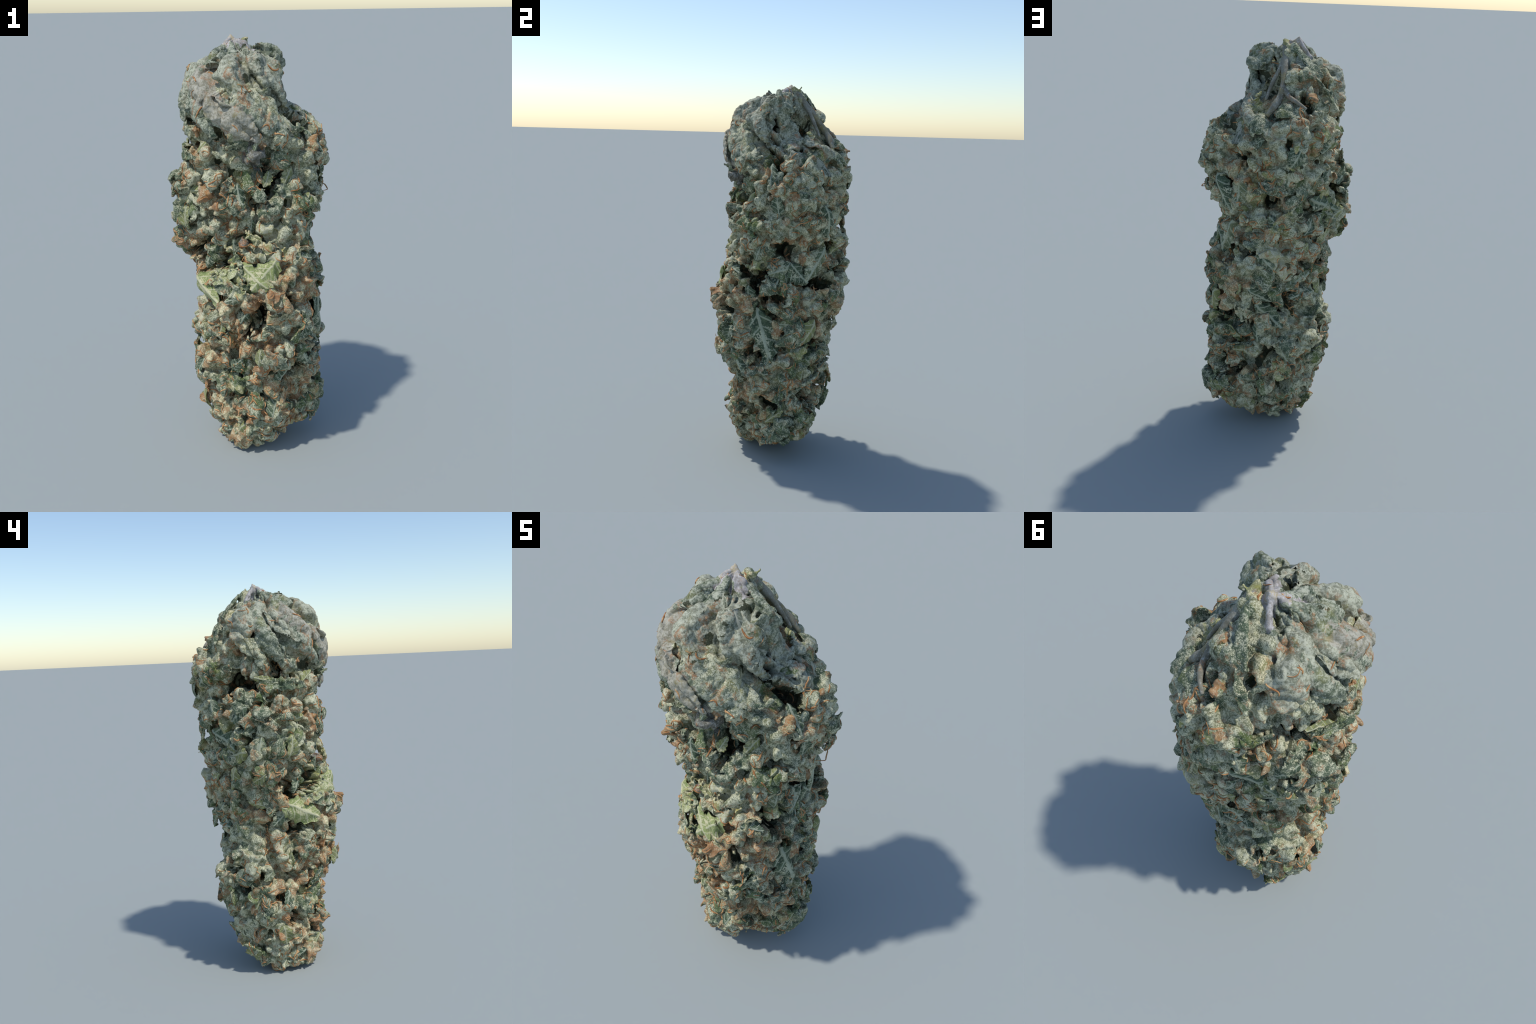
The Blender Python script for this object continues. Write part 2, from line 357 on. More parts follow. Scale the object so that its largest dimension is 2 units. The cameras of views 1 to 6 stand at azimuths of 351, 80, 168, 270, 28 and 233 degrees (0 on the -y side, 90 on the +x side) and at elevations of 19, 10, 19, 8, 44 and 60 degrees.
for row, pole in ((0, core[:NT].mean(0)), (NZ - 1, core[-NT:].mean(0))):      # close foot and top
    k = np.arange(NT)
    cf = np.concatenate([cf, np.stack([row * NT + k, row * NT + (k + 1) % NT, 0 * k + len(core), 0 * k + len(core)], 1)])
    core = np.concatenate([core, pole[None]])
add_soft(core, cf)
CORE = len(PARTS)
PARTS.append(dict(kind="flower_core", parent=None, look="painted_shade_green"))

# ---------------------------------------------------------------- clusters of calyces
placed_p, placed_r = [], []
clusters = [(math.radians(h), z, cm / 100, True) for h, z, cm in rows(CLUSTERS)]
for h, z, r, _ in clusters:
    placed_p.append(envelope(h, z)); placed_r.append(r)
leaf_rows = rows(LEAVES)
LEAF_MID, LEAF_W = [], []
for h0, z0, h1, z1, cm, kind in leaf_rows:
    LEAF_MID.append((envelope(math.radians(h0), z0) + envelope(math.radians(h1), z1)) / 2)
    LEAF_W.append(cm / 100)
LEAF_MID, LEAF_W = np.array(LEAF_MID), np.array(LEAF_W)

for _ in range(9000):
    if len(clusters) > 470:
        break
    h, z = rng.uniform(0, 2 * math.pi), rng.uniform(.02, 1.93)
    p = envelope(h, z)
    r = rng.uniform(.048, .074)
    P, R = np.array(placed_p), np.array(placed_r)
    if (np.linalg.norm(P - p, axis=1) < .68 * (R + r)).any() or in_pit(p, 1.0):
        continue
    if (np.linalg.norm(LEAF_MID - p, axis=1) < .45 * LEAF_W).any():
        continue
    clusters.append((h, z, r, False)); placed_p.append(p); placed_r.append(r)

for k in range(9):                                            # the lumpy underside
    h, z = k * 0.7 + .2, .012 + .03 * (k % 2)
    clusters.append((h, z, .055, True)); placed_p.append(envelope(h, z)); placed_r.append(.055)

PALE = [(6, 1.08, .09), (8, 1.19, .09), (168, 1.01, .09)]      # opened, pale flowers with a white eye
PURPLE = [(347, 1.12, .05), (0, 1.48, .06)]


def near(spots, p):
    return any(np.linalg.norm(envelope(math.radians(h), z) - p) < r for h, z, r in spots)


def look_at(p, h, z):
    """Which coat a cluster wears: where on the bud the frost, rust and green sit."""
    if near(PURPLE, p): return "purple"
    if near(PALE, p): return "pale"
    front = math.cos(h)
    # neighbours tend to wear the same coat: a slow drift plus a little chance
    u = .5 + .62 * noise(p[None], 4.5, 3.7)[0] + rng.normal(0, .16)
    if z > 1.62 and front > -.55: return "crown_frost" if u > .35 else "crown_green"
    rust = .18 + .30 * (front > -.1) * (z < 1.05)
    if u < rust: return "rust"
    if u > .90: return "lime"
    if u > .76: return "green_frost"
    return "sage"


for h, z, rc, marked in clusters:
    p, n = envelope(h, z), envelope_normal(h, z)
    crown = z > 1.60 and math.cos(h) > -.5
    if crown and rng.random() < .78:
        continue
    own = len(PARTS)
    PARTS.append(dict(kind="calyx_cluster", parent=None, look=look_at(p, h, z)))
    lean = unit(n + rng.normal(0, .26, 3) + np.array([0, 0, .05]))
    flat = rng.uniform(.75, 1.05)
    nb = int(np.clip(rng.normal(5.6, 1.1) * (rc / .055) ** .8, 4, 11))
    rb0 = rc * rng.uniform(.46, .58) * (1.1 if crown else 1)
    top = (.004 if marked else -.008) + rng.normal(0, .006) + .001 * crown
    c = p - n * (rc * .70 * flat + rb0 * 1.0 - top)
    OWN_P.append(c - n * rc * .3); OWN_R.append(rc * .8); OWN_ID.append(own)
    M = frame(lean, rng.uniform(0, 6.3))
    for i in range(nb):
        ca = 1 - (i + .35) / nb * 1.18
        sa = math.sqrt(max(0, 1 - ca * ca))
        g = i * 2.39996 + rng.normal(0, .25)
        d = unit(np.array([sa * math.cos(g), sa * math.sin(g), ca]) + rng.normal(0, .12, 3))
        w = M @ (d * np.array([1, 1, flat]))
        rb = rb0 * rng.uniform(.62, 1.25)
        ax = unit(M @ (d * np.array([1.0, 1.0, .7])) + rng.normal(0, .35, 3))
        cb = c + w * rc * .74
        if in_pit(cb, .72):
            continue
        tuft = not crown and PARTS[own]["look"] in ("rust", "sage") and rng.random() < (.15 if PARTS[own]["look"] == "rust" else .06)
        if tuft:
            rb *= .8
        bulb(cb, ax, rb, 1.9 if tuft else rng.uniform(1.0, 1.4), .45 if tuft else rng.uniform(.7, 1.0))
        bid = len(PARTS)
        PARTS.append(dict(kind="pistil_tuft" if tuft else "calyx", parent=own, look="tuft" if tuft else PARTS[own]["look"]))
        OWN_P.append(cb + ax * rb * .25); OWN_R.append(rb * 1.12); OWN_ID.append(bid)
    bulb(c - n * rc * .05, lean, rc * .92, flat)               # the cluster's own heart

# ---------------------------------------------------------------- bracts and curled strips
LEAVES_OUT = []
for h0, z0, h1, z1, cm, kind in leaf_rows:
    a, b = math.radians(h0), math.radians(h1)
    if b - a > math.pi: b -= 2 * math.pi
    if a - b > math.pi: b += 2 * math.pi
    P0, P1 = envelope(a, z0), envelope(b, z1)
    n = envelope_normal((a + b) / 2, (z0 + z1) / 2)
    if kind in (0, 3, 5):
        LEAVES_OUT.append((P0, P1, n, cm / 100, True, kind))
    else:
        own = len(PARTS)
        look = "pale_leaf" if kind == 4 else "crown_frost" if z0 > 1.62 and math.cos(a) > -.6 else ("green_frost" if kind == 1 else "green_frost")
        PARTS.append(dict(kind="curled_leaf" if kind == 1 else "bract", parent=None, look=look))
        if kind == 4:
            drape((a, z0), (b, z1), cm / 100, .013, (-.012, .004), .65, .10, .5, own, rng.uniform(-.3, .5), arch=.006)
        elif kind == 1:
            drape((a, z0), (b, z1), cm / 100 * 1.05, .016, (-.010, -.004), .75, .05, .5, own, rng.uniform(-.4, .4))
        else:
            drape((a, z0), (b, z1), cm / 100, .02, (-.012, .004), -.35, .05, .45, own, arch=.008)

# the crown: broad pleated bracts draping down and round from the tip
for ring, (z_top, z_low, count) in enumerate(((1.80, 1.585, 10), (1.93, 1.69, 10), (1.965, 1.82, 7))):
    for i in range(count):
        h = math.radians(-125 + 250 * (i + rng.uniform(-.3, .3)) / (count - 1))
        if math.cos(h) < .35 and math.sin(h) > 0 and z_low < 1.7:
            continue
        own = len(PARTS)
        PARTS.append(dict(kind="bract", parent=None, look=str(rng.choice(["crown_frost", "crown_green", "sage", "crown_cream"], p=[.36, .34, .12, .18]))))
        h2 = h + rng.normal(.55, .25)
        drape((h, z_top + rng.normal(0, .025)), (h2, z_low + rng.normal(0, .03)), rng.uniform(.07, .12), rng.uniform(.014, .022),
              (-.022, rng.uniform(-.018, .002)), rng.uniform(-.8, .2), rng.uniform(.05, .11), .5, own, rng.normal(0, .22), rng.uniform(.05, .12), rng.uniform(-.004, .012))

n_bract = 0
for _ in range(4000):
    if n_bract >= 90:
        break
    h, z = rng.uniform(0, 2 * math.pi), rng.uniform(.05, 1.78)
    p = envelope(h, z)
    if (z > 1.6 and math.cos(h) > -.4) or in_pit(p, .7):
        continue
    L = rng.uniform(.08, .15)
    g = rng.uniform(0, 2 * math.pi)
    end = (h + L * math.cos(g) / .31, float(np.clip(z + L * math.sin(g), .04, 1.9)))
    own = len(PARTS)
    look = rng.choice(["leaf_green", "green_frost", "sage", "lime"], p=[.34, .30, .26, .10])
    PARTS.append(dict(kind="bract", parent=None, look=str(look)))
    d = rng.uniform(-.030, -.008)
    drape((h, z), end, L * rng.uniform(.4, .7), rng.uniform(.012, .017), (d - .01, d + rng.uniform(0, .026)),
          rng.choice([-1, 1]) * rng.uniform(.3, .9), rng.uniform(.05, .16), .5, own, rng.normal(0, .5))
    n_bract += 1

# ---------------------------------------------------------------- crown tip, stem and its side branches
def spike(points, radii, own, sides=10):
    """A tapering tube through points."""
    P = np.array(points, float)
    t = np.linspace(0, len(P) - 1, 5 * len(P))
    pts = np.stack([np.interp(t, np.arange(len(P)), P[:, k]) for k in range(3)], 1)
    rad = np.interp(t, np.arange(len(P)), radii)
    tube(pts, rad, sides, add_soft)
    for q, r in zip(pts[::2], rad[::2]):
        OWN_P.append(q); OWN_R.append(max(r, .012) * 1.35); OWN_ID.append(own)


def tube(pts, rad, sides, sink, flat=1.0, up=None):
    tan = unit(np.gradient(pts, axis=0))
    h = np.array([.3, .2, .93]) if up is None else up
    x = unit(np.cross(h, tan))
    y = np.cross(tan, x)
    a = np.arange(sides) / sides * 2 * math.pi
    ring = pts[:, None] + rad[:, None, None] * (np.cos(a)[None, :, None] * x[:, None] + flat * np.sin(a)[None, :, None] * y[:, None])
    v = np.concatenate([ring.reshape(-1, 3), pts[:1], pts[-1:]])
    f = grid_faces(len(pts), sides, True)
    m = len(pts) * sides
    j = np.arange(sides); k = (j + 1) % sides
    cap0 = np.stack([k, j, 0 * j + m, 0 * j + m], 1)
    cap1 = np.stack([m - sides + j, m - sides + k, 0 * j + m + 1, 0 * j + m + 1], 1)
    sink(v, np.concatenate([f, cap0, cap1]))


TIP = np.array([-.045, .015, 2.0])
crown = len(PARTS); PARTS.append(dict(kind="crown_tip", parent=None, look="lilac"))
spike([(-.05, .00, 1.88), (-.060, .028, 1.945), (-.074, .048, 1.998)], [.06, .030, .005], crown)
spike([(-.074, .046, 1.985), (-.095, -.01, 1.945), (-.125, -.07, 1.895)], [.008, .018, .014], crown)
spike([(-.072, .045, 1.98), (-.03, .01, 1.955), (.01, -.03, 1.925)], [.008, .018, .014], crown)
spike([(-.072, .05, 1.98), (-.105, .07, 1.93), (-.15, .08, 1.86)], [.008, .016, .012], crown)
bract_top = len(PARTS); PARTS.append(dict(kind="bract", parent=None, look="lime"))
fan = [(-.045, .05, 1.90), (-.02, .07, 1.95), (.012, .085, 1.985)]
spike(fan, [.024, .016, .007], bract_top)
spike([(-.02, .07, 1.95), (-.01, .045, 1.975), (.0, .03, 1.982)], [.016, .012, .007], bract_top)
rib = len(PARTS); PARTS.append(dict(kind="bract", parent=None, look="green_frost"))
drape((math.radians(188), 1.95), (math.radians(212), 1.70), .05, .018, (.0, .008), .3, .12, .5, rib)
for base, tip, r in [((.15, -.10, 1.58), (.226, -.136, 1.600), .020), ((.16, -.02, 1.66), (.235, -.02, 1.69), .018),
                     ((.30, .02, .89), (.374, .025, .955), .013), ((.08, .22, .22), (.10, .29, .34), .016),
                     ((.10, .23, .30), (.108, .285, .40), .014)]:
    own = len(PARTS); PARTS.append(dict(kind="bract", parent=None, look="leaf_green"))
    m = (np.array(base) + np.array(tip)) / 2 + np.array([0, 0, -.006])
    spike([base, m, tip], [r * 1.5, r, r * .35], own)


# ---------------------------------------------------------------- grow together: one skin
V = np.concatenate(ALL_V)
F = np.concatenate(ALL_F)
V[:, 2] = np.maximum(V[:, 2], .004)


def mesh_from(name, v, f):
    """Mesh from vertices and quads (a quad that repeats its last index is a triangle)."""
    me = bpy.data.meshes.new(name)
    f = np.asarray(f)
    tri = f[:, 2] == f[:, 3]
    size = np.where(tri, 3, 4)
    start = np.concatenate([[0], np.cumsum(size)[:-1]])
    keep = np.ones(f.shape, bool)
    keep[tri, 3] = False
    loops = f[keep]
    me.vertices.add(len(v)); me.loops.add(len(loops)); me.polygons.add(len(f))
    me.vertices.foreach_set("co", np.ascontiguousarray(v, np.float32).ravel())
    me.loops.foreach_set("vertex_index", loops.astype(np.int32))
    me.polygons.foreach_set("loop_start", start.astype(np.int32))
    me.polygons.foreach_set("use_smooth", np.ones(len(f), bool))
    me.update(calc_edges=True)
    return me


scene = bpy.context.scene
raw = bpy.data.objects.new("growing", mesh_from("growing", V, F))
scene.collection.objects.link(raw)
mod = raw.modifiers.new("skin", "REMESH")
mod.mode = "VOXEL"
mod.voxel_size = .0045
skin = bpy.data.meshes.new_from_object(raw.evaluated_get(bpy.context.evaluated_depsgraph_get()))
bpy.data.objects.remove(raw)

nv = len(skin.vertices)
co = np.empty(nv * 3, np.float32); skin.vertices.foreach_get("co", co)
co = co.reshape(-1, 3).astype(float)
ed = np.empty(len(skin.edges) * 2, np.int32); skin.edges.foreach_get("vertices", ed)
ed = ed.reshape(-1, 2)
deg = np.maximum(np.bincount(ed.ravel(), minlength=nv), 1)[:, None]


def relax(p, amount):
    s = np.zeros_like(p)
    for k in range(3):
        s[:, k] = np.bincount(ed[:, 0], p[ed[:, 1], k], nv) + np.bincount(ed[:, 1], p[ed[:, 0], k], nv)
    return p + amount * (s / deg - p)


crown_w = np.clip((co[:, 2] - 1.5) / .2, 0, 1)[:, None]
for _ in range(7):
    co = relax(co, .6)
for _ in range(2):
    co = co + crown_w * (relax(co, .6) - co)

nl = len(skin.loops); npoly = len(skin.polygons)
quads = np.empty(nl, np.int32); skin.loops.foreach_get("vertex_index", quads)
assert nl == 4 * npoly
quads = quads.reshape(-1, 4)
label = np.arange(nv)                                      # drop crumbs that hang free of the bud
for _ in range(60):
    low = np.minimum(label[ed[:, 0]], label[ed[:, 1]])
    new = label.copy()
    np.minimum.at(new, label[ed[:, 0]], low)
    np.minimum.at(new, label[ed[:, 1]], low)
    new = new[new]
    new = new[new]
    if (new == label).all():
        break
    label = new
quads = quads[label[quads[:, 0]] == np.bincount(label).argmax()]
npoly = len(quads)


def normals_of(p):
    a = np.cross(p[quads[:, 2]] - p[quads[:, 0]], p[quads[:, 3]] - p[quads[:, 1]])
    n = np.zeros_like(p)
    for c in range(4):
        for k in range(3):
            n[:, k] += np.bincount(quads[:, c], a[:, k], nv)
    return unit(n)


# sink the gaps: the skin is pressed in along the local outward direction, walls staying steep
gaps = [(p, r, .045 + 1.0 * r) for p, r in PIT]
for _ in range(6000):
    if len(gaps) > 85:
        break
    h, z = rng.uniform(0, 2 * math.pi), rng.uniform(.05, 1.58)
    p = envelope(h, z)
    d = np.linalg.norm(np.array([g[0] for g in gaps]) - p, axis=1)
    heart = min(np.linalg.norm(np.array(placed_p) - p, axis=1) / np.array(placed_r))
    if d.min() < .085 or heart < .72 or (LEAF_W.size and (np.linalg.norm(LEAF_MID - p, axis=1) < .5 * LEAF_W).any()):
        continue
    r = rng.uniform(.018, .030)
    gaps.append((p, r, .024 + .8 * r))
ragged = .55 * noise(co, 26, 6.1) + .40 * noise(co, 55, 2.9)
hidden = np.zeros(nv)                                     # how deep a point lies inside a gap
for p, r, depth in gaps:
    th = math.atan2(p[0] - np.interp(p[2], SEC_Z, SEC_C[:, 0]), -(p[1] - np.interp(p[2], SEC_Z, SEC_C[:, 1])))
    M = frame(envelope_normal(th, p[2]), rng.uniform(0, math.pi))
    long, short = r * rng.uniform(1.1, 1.6), r * rng.uniform(.55, .85)
    k = np.flatnonzero((np.abs(co - p) < 2.2 * r + .07).all(1))
    rel = (co[k] - p) @ M
    q = np.hypot(rel[:, 0] / long, rel[:, 1] / short) + ragged[k]
    press = depth * np.clip(1 - q ** 2, 0, 1) ** .7 * (np.abs(rel[:, 2]) < .09)
    co[k] -= press[:, None] * M[:, 2]
    hidden[k] = np.maximum(hidden[k], press)

# creases between neighbouring clusters, and long folds running down the crown from its tip
heart_p = np.array(placed_p, np.float32)
heart_r = np.array(placed_r, np.float32)
crease = np.zeros(nv)
jit = (np.stack([noise(co, 18, 3.1), noise(co, 18, 8.2), noise(co, 18, 5.5)], 1) * .016).astype(np.float32)
for a in range(0, nv, 20000):
    p = (co[a:a + 20000] + jit[a:a + 20000]).astype(np.float32)
    d = np.sqrt(np.maximum((p ** 2).sum(1)[:, None] + (heart_p ** 2).sum(1)[None] - 2 * p @ heart_p.T, 0)) - .45 * heart_r[None]
    d.partition(1, axis=1)
    crease[a:a + 20000] = np.clip(1 - (d[:, 1] - d[:, 0]) / .028, 0, 1) ** 1.3
out_n = normals_of(relax(relax(co, .8), .8))
body_w = np.clip((1.68 - co[:, 2]) / .1, .25, 1)
co -= out_n * (.020 * crease * body_w)[:, None]
head_a = np.arctan2(co[:, 0] + .065, -(co[:, 1] - .03))
fold = np.abs(np.sin(4.0 * head_a + 9.0 * (co[:, 2] - 1.6) + 1.8 * noise(co, 6, 1.1) + .5 * noise(co, 16, 4.2)))
front = np.clip((np.cos(head_a) + .75) / .5, 0, 1) * np.clip((co[:, 2] - 1.60) / .08, 0, 1) * np.clip((2.0 - co[:, 2]) / .05, .2, 1)
co -= out_n * (.030 * (1 - fold) ** 2.2 * front)[:, None]
co += out_n * (.010 * fold * front)[:, None]
cross = np.abs(np.sin(6.0 * head_a - 11.0 * (co[:, 2] - 1.6) + 2.2 * noise(co, 8, 6.6)))
co -= out_n * (.010 * (1 - cross) ** 3 * front)[:, None]
co = relax(relax(co, .5), .5)

# stray tips are drawn in: what stands far off the envelope keeps only part of its excess
spine = np.stack([np.interp(co[:, 2], SEC_Z, SEC_C[:, 0]), np.interp(co[:, 2], SEC_Z, SEC_C[:, 1])], 1)
flat_d = co[:, :2] - spine
th = np.arctan2(flat_d[:, 0], -flat_d[:, 1])
own_r = np.linalg.norm(flat_d, axis=1)
limit_r = np.linalg.norm(envelope(th, co[:, 2])[:, :2] - spine, axis=1) + .012
over = np.where((co[:, 2] > .06) & (co[:, 2] < 1.86), np.maximum(own_r - limit_r, 0), 0)
co[:, :2] -= flat_d / np.maximum(own_r, 1e-6)[:, None] * (.60 * over)[:, None]

nrm = normals_of(co)
warp = np.stack([noise(co, 22, 1.7), noise(co, 22, 5.1), noise(co, 22, 9.4)], 1) * .012
wrinkle = 1 - 2 * np.abs(noise(co + warp, 34, 2.2))
fine = 1 - 2 * np.abs(noise(co + warp, 85, 7.7))
co = co + nrm * (.0024 * wrinkle * (1 + .6 * crown_w[:, 0]) + .0012 * fine * (1 - .5 * crown_w[:, 0]))[:, None]
nrm = normals_of(co)

# whose skin is it: nearest part, measured in that part's own radius
tree = kdtree.KDTree(len(OWN_P))
for i, p in enumerate(OWN_P):
    tree.insert(p, i)
tree.balance()
mid = co[quads].mean(1)
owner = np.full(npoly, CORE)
for i, p in enumerate(mid.tolist()):
    best = 1.35
    for _, k, d in tree.find_n(p, 5):
        s = d / OWN_R[k]
        if s < best:
            best = s
            owner[i] = OWN_ID[k]

owner[hidden[quads].min(1) > .038] = CORE                  # gap floors get the darkened coat: crevice shadow painted into their colour

# the 300 of each kind that show largest stay parts of their own; the rest go to their cluster, or are joined by coat
count = np.bincount(owner, minlength=len(PARTS))
kept = set(range(len(PARTS)))
for kind in ("calyx", "bract", "calyx_cluster", "pistil_tuft"):
    ids = sorted((i for i, q in enumerate(PARTS) if q["kind"] == kind), key=lambda i: -count[i])
    kept -= set(ids[300:])
REST, target = {}, []
for i, q in enumerate(list(PARTS)):
    j = i if i in kept or q["kind"] not in ("calyx", "pistil_tuft") else q["parent"]
    if j not in kept:
        key = PARTS[j]["look"]
        if key not in REST:
            REST[key] = len(PARTS)
            PARTS.append(dict(kind="rest", parent=None, look=key))
        j = REST[key]
    target.append(j)
owner = np.array(target)[owner]

# ---------------------------------------------------------------- materials
class Nodes:
    """Small helper to wire a procedural material."""

    def __init__(self, name):
        self.mat = bpy.data.materials.new(name)
        self.mat.use_nodes = True
        self.t = self.mat.node_tree
        self.t.nodes.clear()
        self.co = self.t.nodes.new("ShaderNodeTexCoord").outputs["Object"]

    def put(self, sock, value):
        if isinstance(value, bpy.types.NodeSocket):
            self.t.links.new(value, sock)
        elif isinstance(value, tuple) and len(value) == 3 and sock.type == "RGBA":
            sock.default_value = (*value, 1)
        else:
            sock.default_value = value

    def noise(self, scale, detail=3.0, rough=.55, distort=0.0, shift=0.0, vec=None):
        m = self.t.nodes.new("ShaderNodeMapping")
        self.put(m.inputs["Vector"], vec or self.co)
        m.inputs["Location"].default_value = (shift, shift * .7, -shift * .4)
        n = self.t.nodes.new("ShaderNodeTexNoise")
        self.put(n.inputs["Vector"], m.outputs[0])
        n.inputs["Scale"].default_value = scale
        n.inputs["Detail"].default_value = detail
        n.inputs["Roughness"].default_value = rough
        n.inputs["Distortion"].default_value = distort
        return n.outputs["Fac"]

    def dots(self, scale):
        n = self.t.nodes.new("ShaderNodeTexVoronoi")
        self.put(n.inputs["Vector"], self.co)
        n.inputs["Scale"].default_value = scale
        return n.outputs["Distance"]

    def step(self, v, lo, hi):
        n = self.t.nodes.new("ShaderNodeMapRange")
        n.interpolation_type = "SMOOTHSTEP"
        self.put(n.inputs["Value"], v)
        if lo > hi:
            lo, hi = hi, lo
            n.inputs["To Min"].default_value, n.inputs["To Max"].default_value = 1, 0
        n.inputs["From Min"].default_value, n.inputs["From Max"].default_value = lo, hi
        return n.outputs["Result"]

    def math(self, op, a, b=0.0):
        n = self.t.nodes.new("ShaderNodeMath")
        n.operation = op
        self.put(n.inputs[0], a)
        self.put(n.inputs[1], b)
        return n.outputs[0]

    def mix(self, fac, a, b):
        n = self.t.nodes.new("ShaderNodeMix")
        n.data_type = "RGBA"
        self.put(n.inputs["Factor"], fac)
        self.put(n.inputs[6], a)
        self.put(n.inputs[7], b)
        return n.outputs[2]

    def finish(self, colour, height=None, rough=.75, strength=.35, distance=.004):
        out = self.t.nodes.new("ShaderNodeOutputMaterial")
        p = self.t.nodes.new("ShaderNodeBsdfPrincipled")
        self.put(p.inputs["Base Color"], colour)
        p.inputs["Roughness"].default_value = rough
        p.inputs["Specular IOR Level"].default_value = .25
        if height is not None:
            b = self.t.nodes.new("ShaderNodeBump")
            b.inputs["Strength"].default_value = strength
            b.inputs["Distance"].default_value = distance
            self.put(b.inputs["Height"], height)
            self.put(p.inputs["Normal"], b.outputs[0])
        self.t.links.new(p.outputs[0], out.inputs[0])
        return self.mat


def plant_coat(name, deep, mid, frost, frost_amount, rust_amount, rust=(.29, .128, .052), speck=.8, soft=1.0):
    """Leaf tissue under a dusting of resin glands, with rusty dried hairs lying in it."""
    k = Nodes(name)
    big = k.noise(9, 3, .6, .3, 1.3)
    patch = k.noise(26, 4, .6, .6, 4.1)
    grain = k.noise(210 / soft, 2, .7, .4, 2.2)
    base = k.mix(k.step(k.math("ADD", k.math("MULTIPLY", patch, .65), k.math("MULTIPLY", big, .35)), .36, .62), deep, mid)
    base = k.mix(k.math("MULTIPLY", k.step(k.noise(14, 2, .5, 0, 8.8), .52, .72), .5), base, (mid[0] * 1.5, mid[1] * 1.25, mid[2] * .55))
    # resin glands: fine pale dots, thicker in patches
    dust = k.step(k.math("ADD", k.noise(30, 4, .6, .8, 6.6), frost_amount - .5), .26, .78)
    dot = k.step(k.math("ADD", grain, k.math("MULTIPLY", dust, .26)), .54, .76)
    glow = k.math("MINIMUM", k.math("ADD", k.math("MULTIPLY", dot, speck), k.math("MULTIPLY", dust, .22)), 1.0)
    col = k.mix(glow, base, frost)
    # dried hairs: streaky rust patches
    where = k.noise(17, 3, .55, .5, 13.7)
    near = k.step(where, .60 - .17 * rust_amount, .72 - .17 * rust_amount)
    thread = k.step(k.math("ABSOLUTE", k.math("SUBTRACT", k.noise(40, 2, .5, 2.6, 11.0), .5)), .070, .030)
    thread = k.math("MAXIMUM", thread, k.step(k.math("ABSOLUTE", k.math("SUBTRACT", k.noise(62, 2, .5, 1.8, 5.3), .5)), .045, .015))
    clot = k.step(k.noise(40, 4, .65, 1.5, 7.7), .575, .645)
    r = k.math("MULTIPLY", near, k.math("MAXIMUM", thread, clot))
    rusty = k.mix(k.step(k.noise(95, 3, .6, .5, 3.9), .35, .68), rust, (rust[0] * 1.4, rust[1] * 1.75, rust[2] * 2.2))
    col = k.mix(k.math("MULTIPLY", r, .8), col, rusty)
    return k.finish(col, k.math("ADD", grain, k.math("MULTIPLY", patch, 1.5)))


GREEN_DEEP, GREEN_MID = (.036, .060, .036), (.090, .126, .072)
SAGE_DEEP, SAGE_MID = (.056, .074, .038), (.166, .180, .094)
LIME_MID = (.24, .26, .09)
FROST, FROST_WARM, FROST_COOL = (.55, .54, .38), (.63, .57, .365), (.475, .485, .375)
VEIN = (.40, .43, .32)
HAIR_DARK, HAIR_PALE = (.29, .125, .046), (.56, .33, .155)
COATS = {
    "sage": plant_coat("frosted_sage", SAGE_DEEP, SAGE_MID, FROST, .56, .42),
    "green_frost": plant_coat("frosted_green", GREEN_DEEP, GREEN_MID, FROST, .46, .40),
    "leaf_green": plant_coat("leaf_green", GREEN_DEEP, (.11, .15, .055), FROST, .40, .12),
    "lime": plant_coat("lime_green", SAGE_MID, LIME_MID, FROST_WARM, .48, .3),
    "rust": plant_coat("rusty_sage", SAGE_DEEP, SAGE_MID, FROST_WARM, .54, 1.05),
    "crown_frost": plant_coat("crown_frost", (.085, .10, .062), (.205, .208, .145), FROST_COOL, .56, .36, speck=.6, soft=1.6),
    "crown_green": plant_coat("crown_green", GREEN_DEEP, (.145, .17, .11), FROST_COOL, .50, .22, speck=.6, soft=1.5),
    "crown_cream": plant_coat("crown_cream", (.15, .145, .10), (.27, .255, .185), (.44, .42, .35), .55, .25, speck=.6, soft=1.6),
    "pale_leaf": plant_coat("pale_curled_leaf", (.17, .20, .075), (.30, .33, .14), (.56, .54, .36), .5, .10),
    "tuft": plant_coat("pistil_tuft", (.15, .085, .038), (.33, .20, .095), (.52, .45, .30), .46, 1.1),
    "pale": plant_coat("pale_opened_flower", (.24, .24, .11), (.36, .36, .19), (.52, .50, .37), .56, .35),
    "purple": plant_coat("purple_tinged", (.080, .080, .064), (.168, .160, .128), (.38, .37, .33), .45, .35),
    "lilac": plant_coat("lilac_tip", (.24, .22, .20), (.34, .32, .295), (.46, .44, .43), .52, .05, soft=1.6),
    "bare_stem": plant_coat("bare_stem", (.15, .14, .10), (.25, .24, .19), (.42, .42, .38), .35, .15, soft=1.4),
    "painted_shade_green": plant_coat("gap_shadow_darkened_green", (.034, .040, .022), (.060, .066, .036), (.17, .17, .11), .30, .30),
}


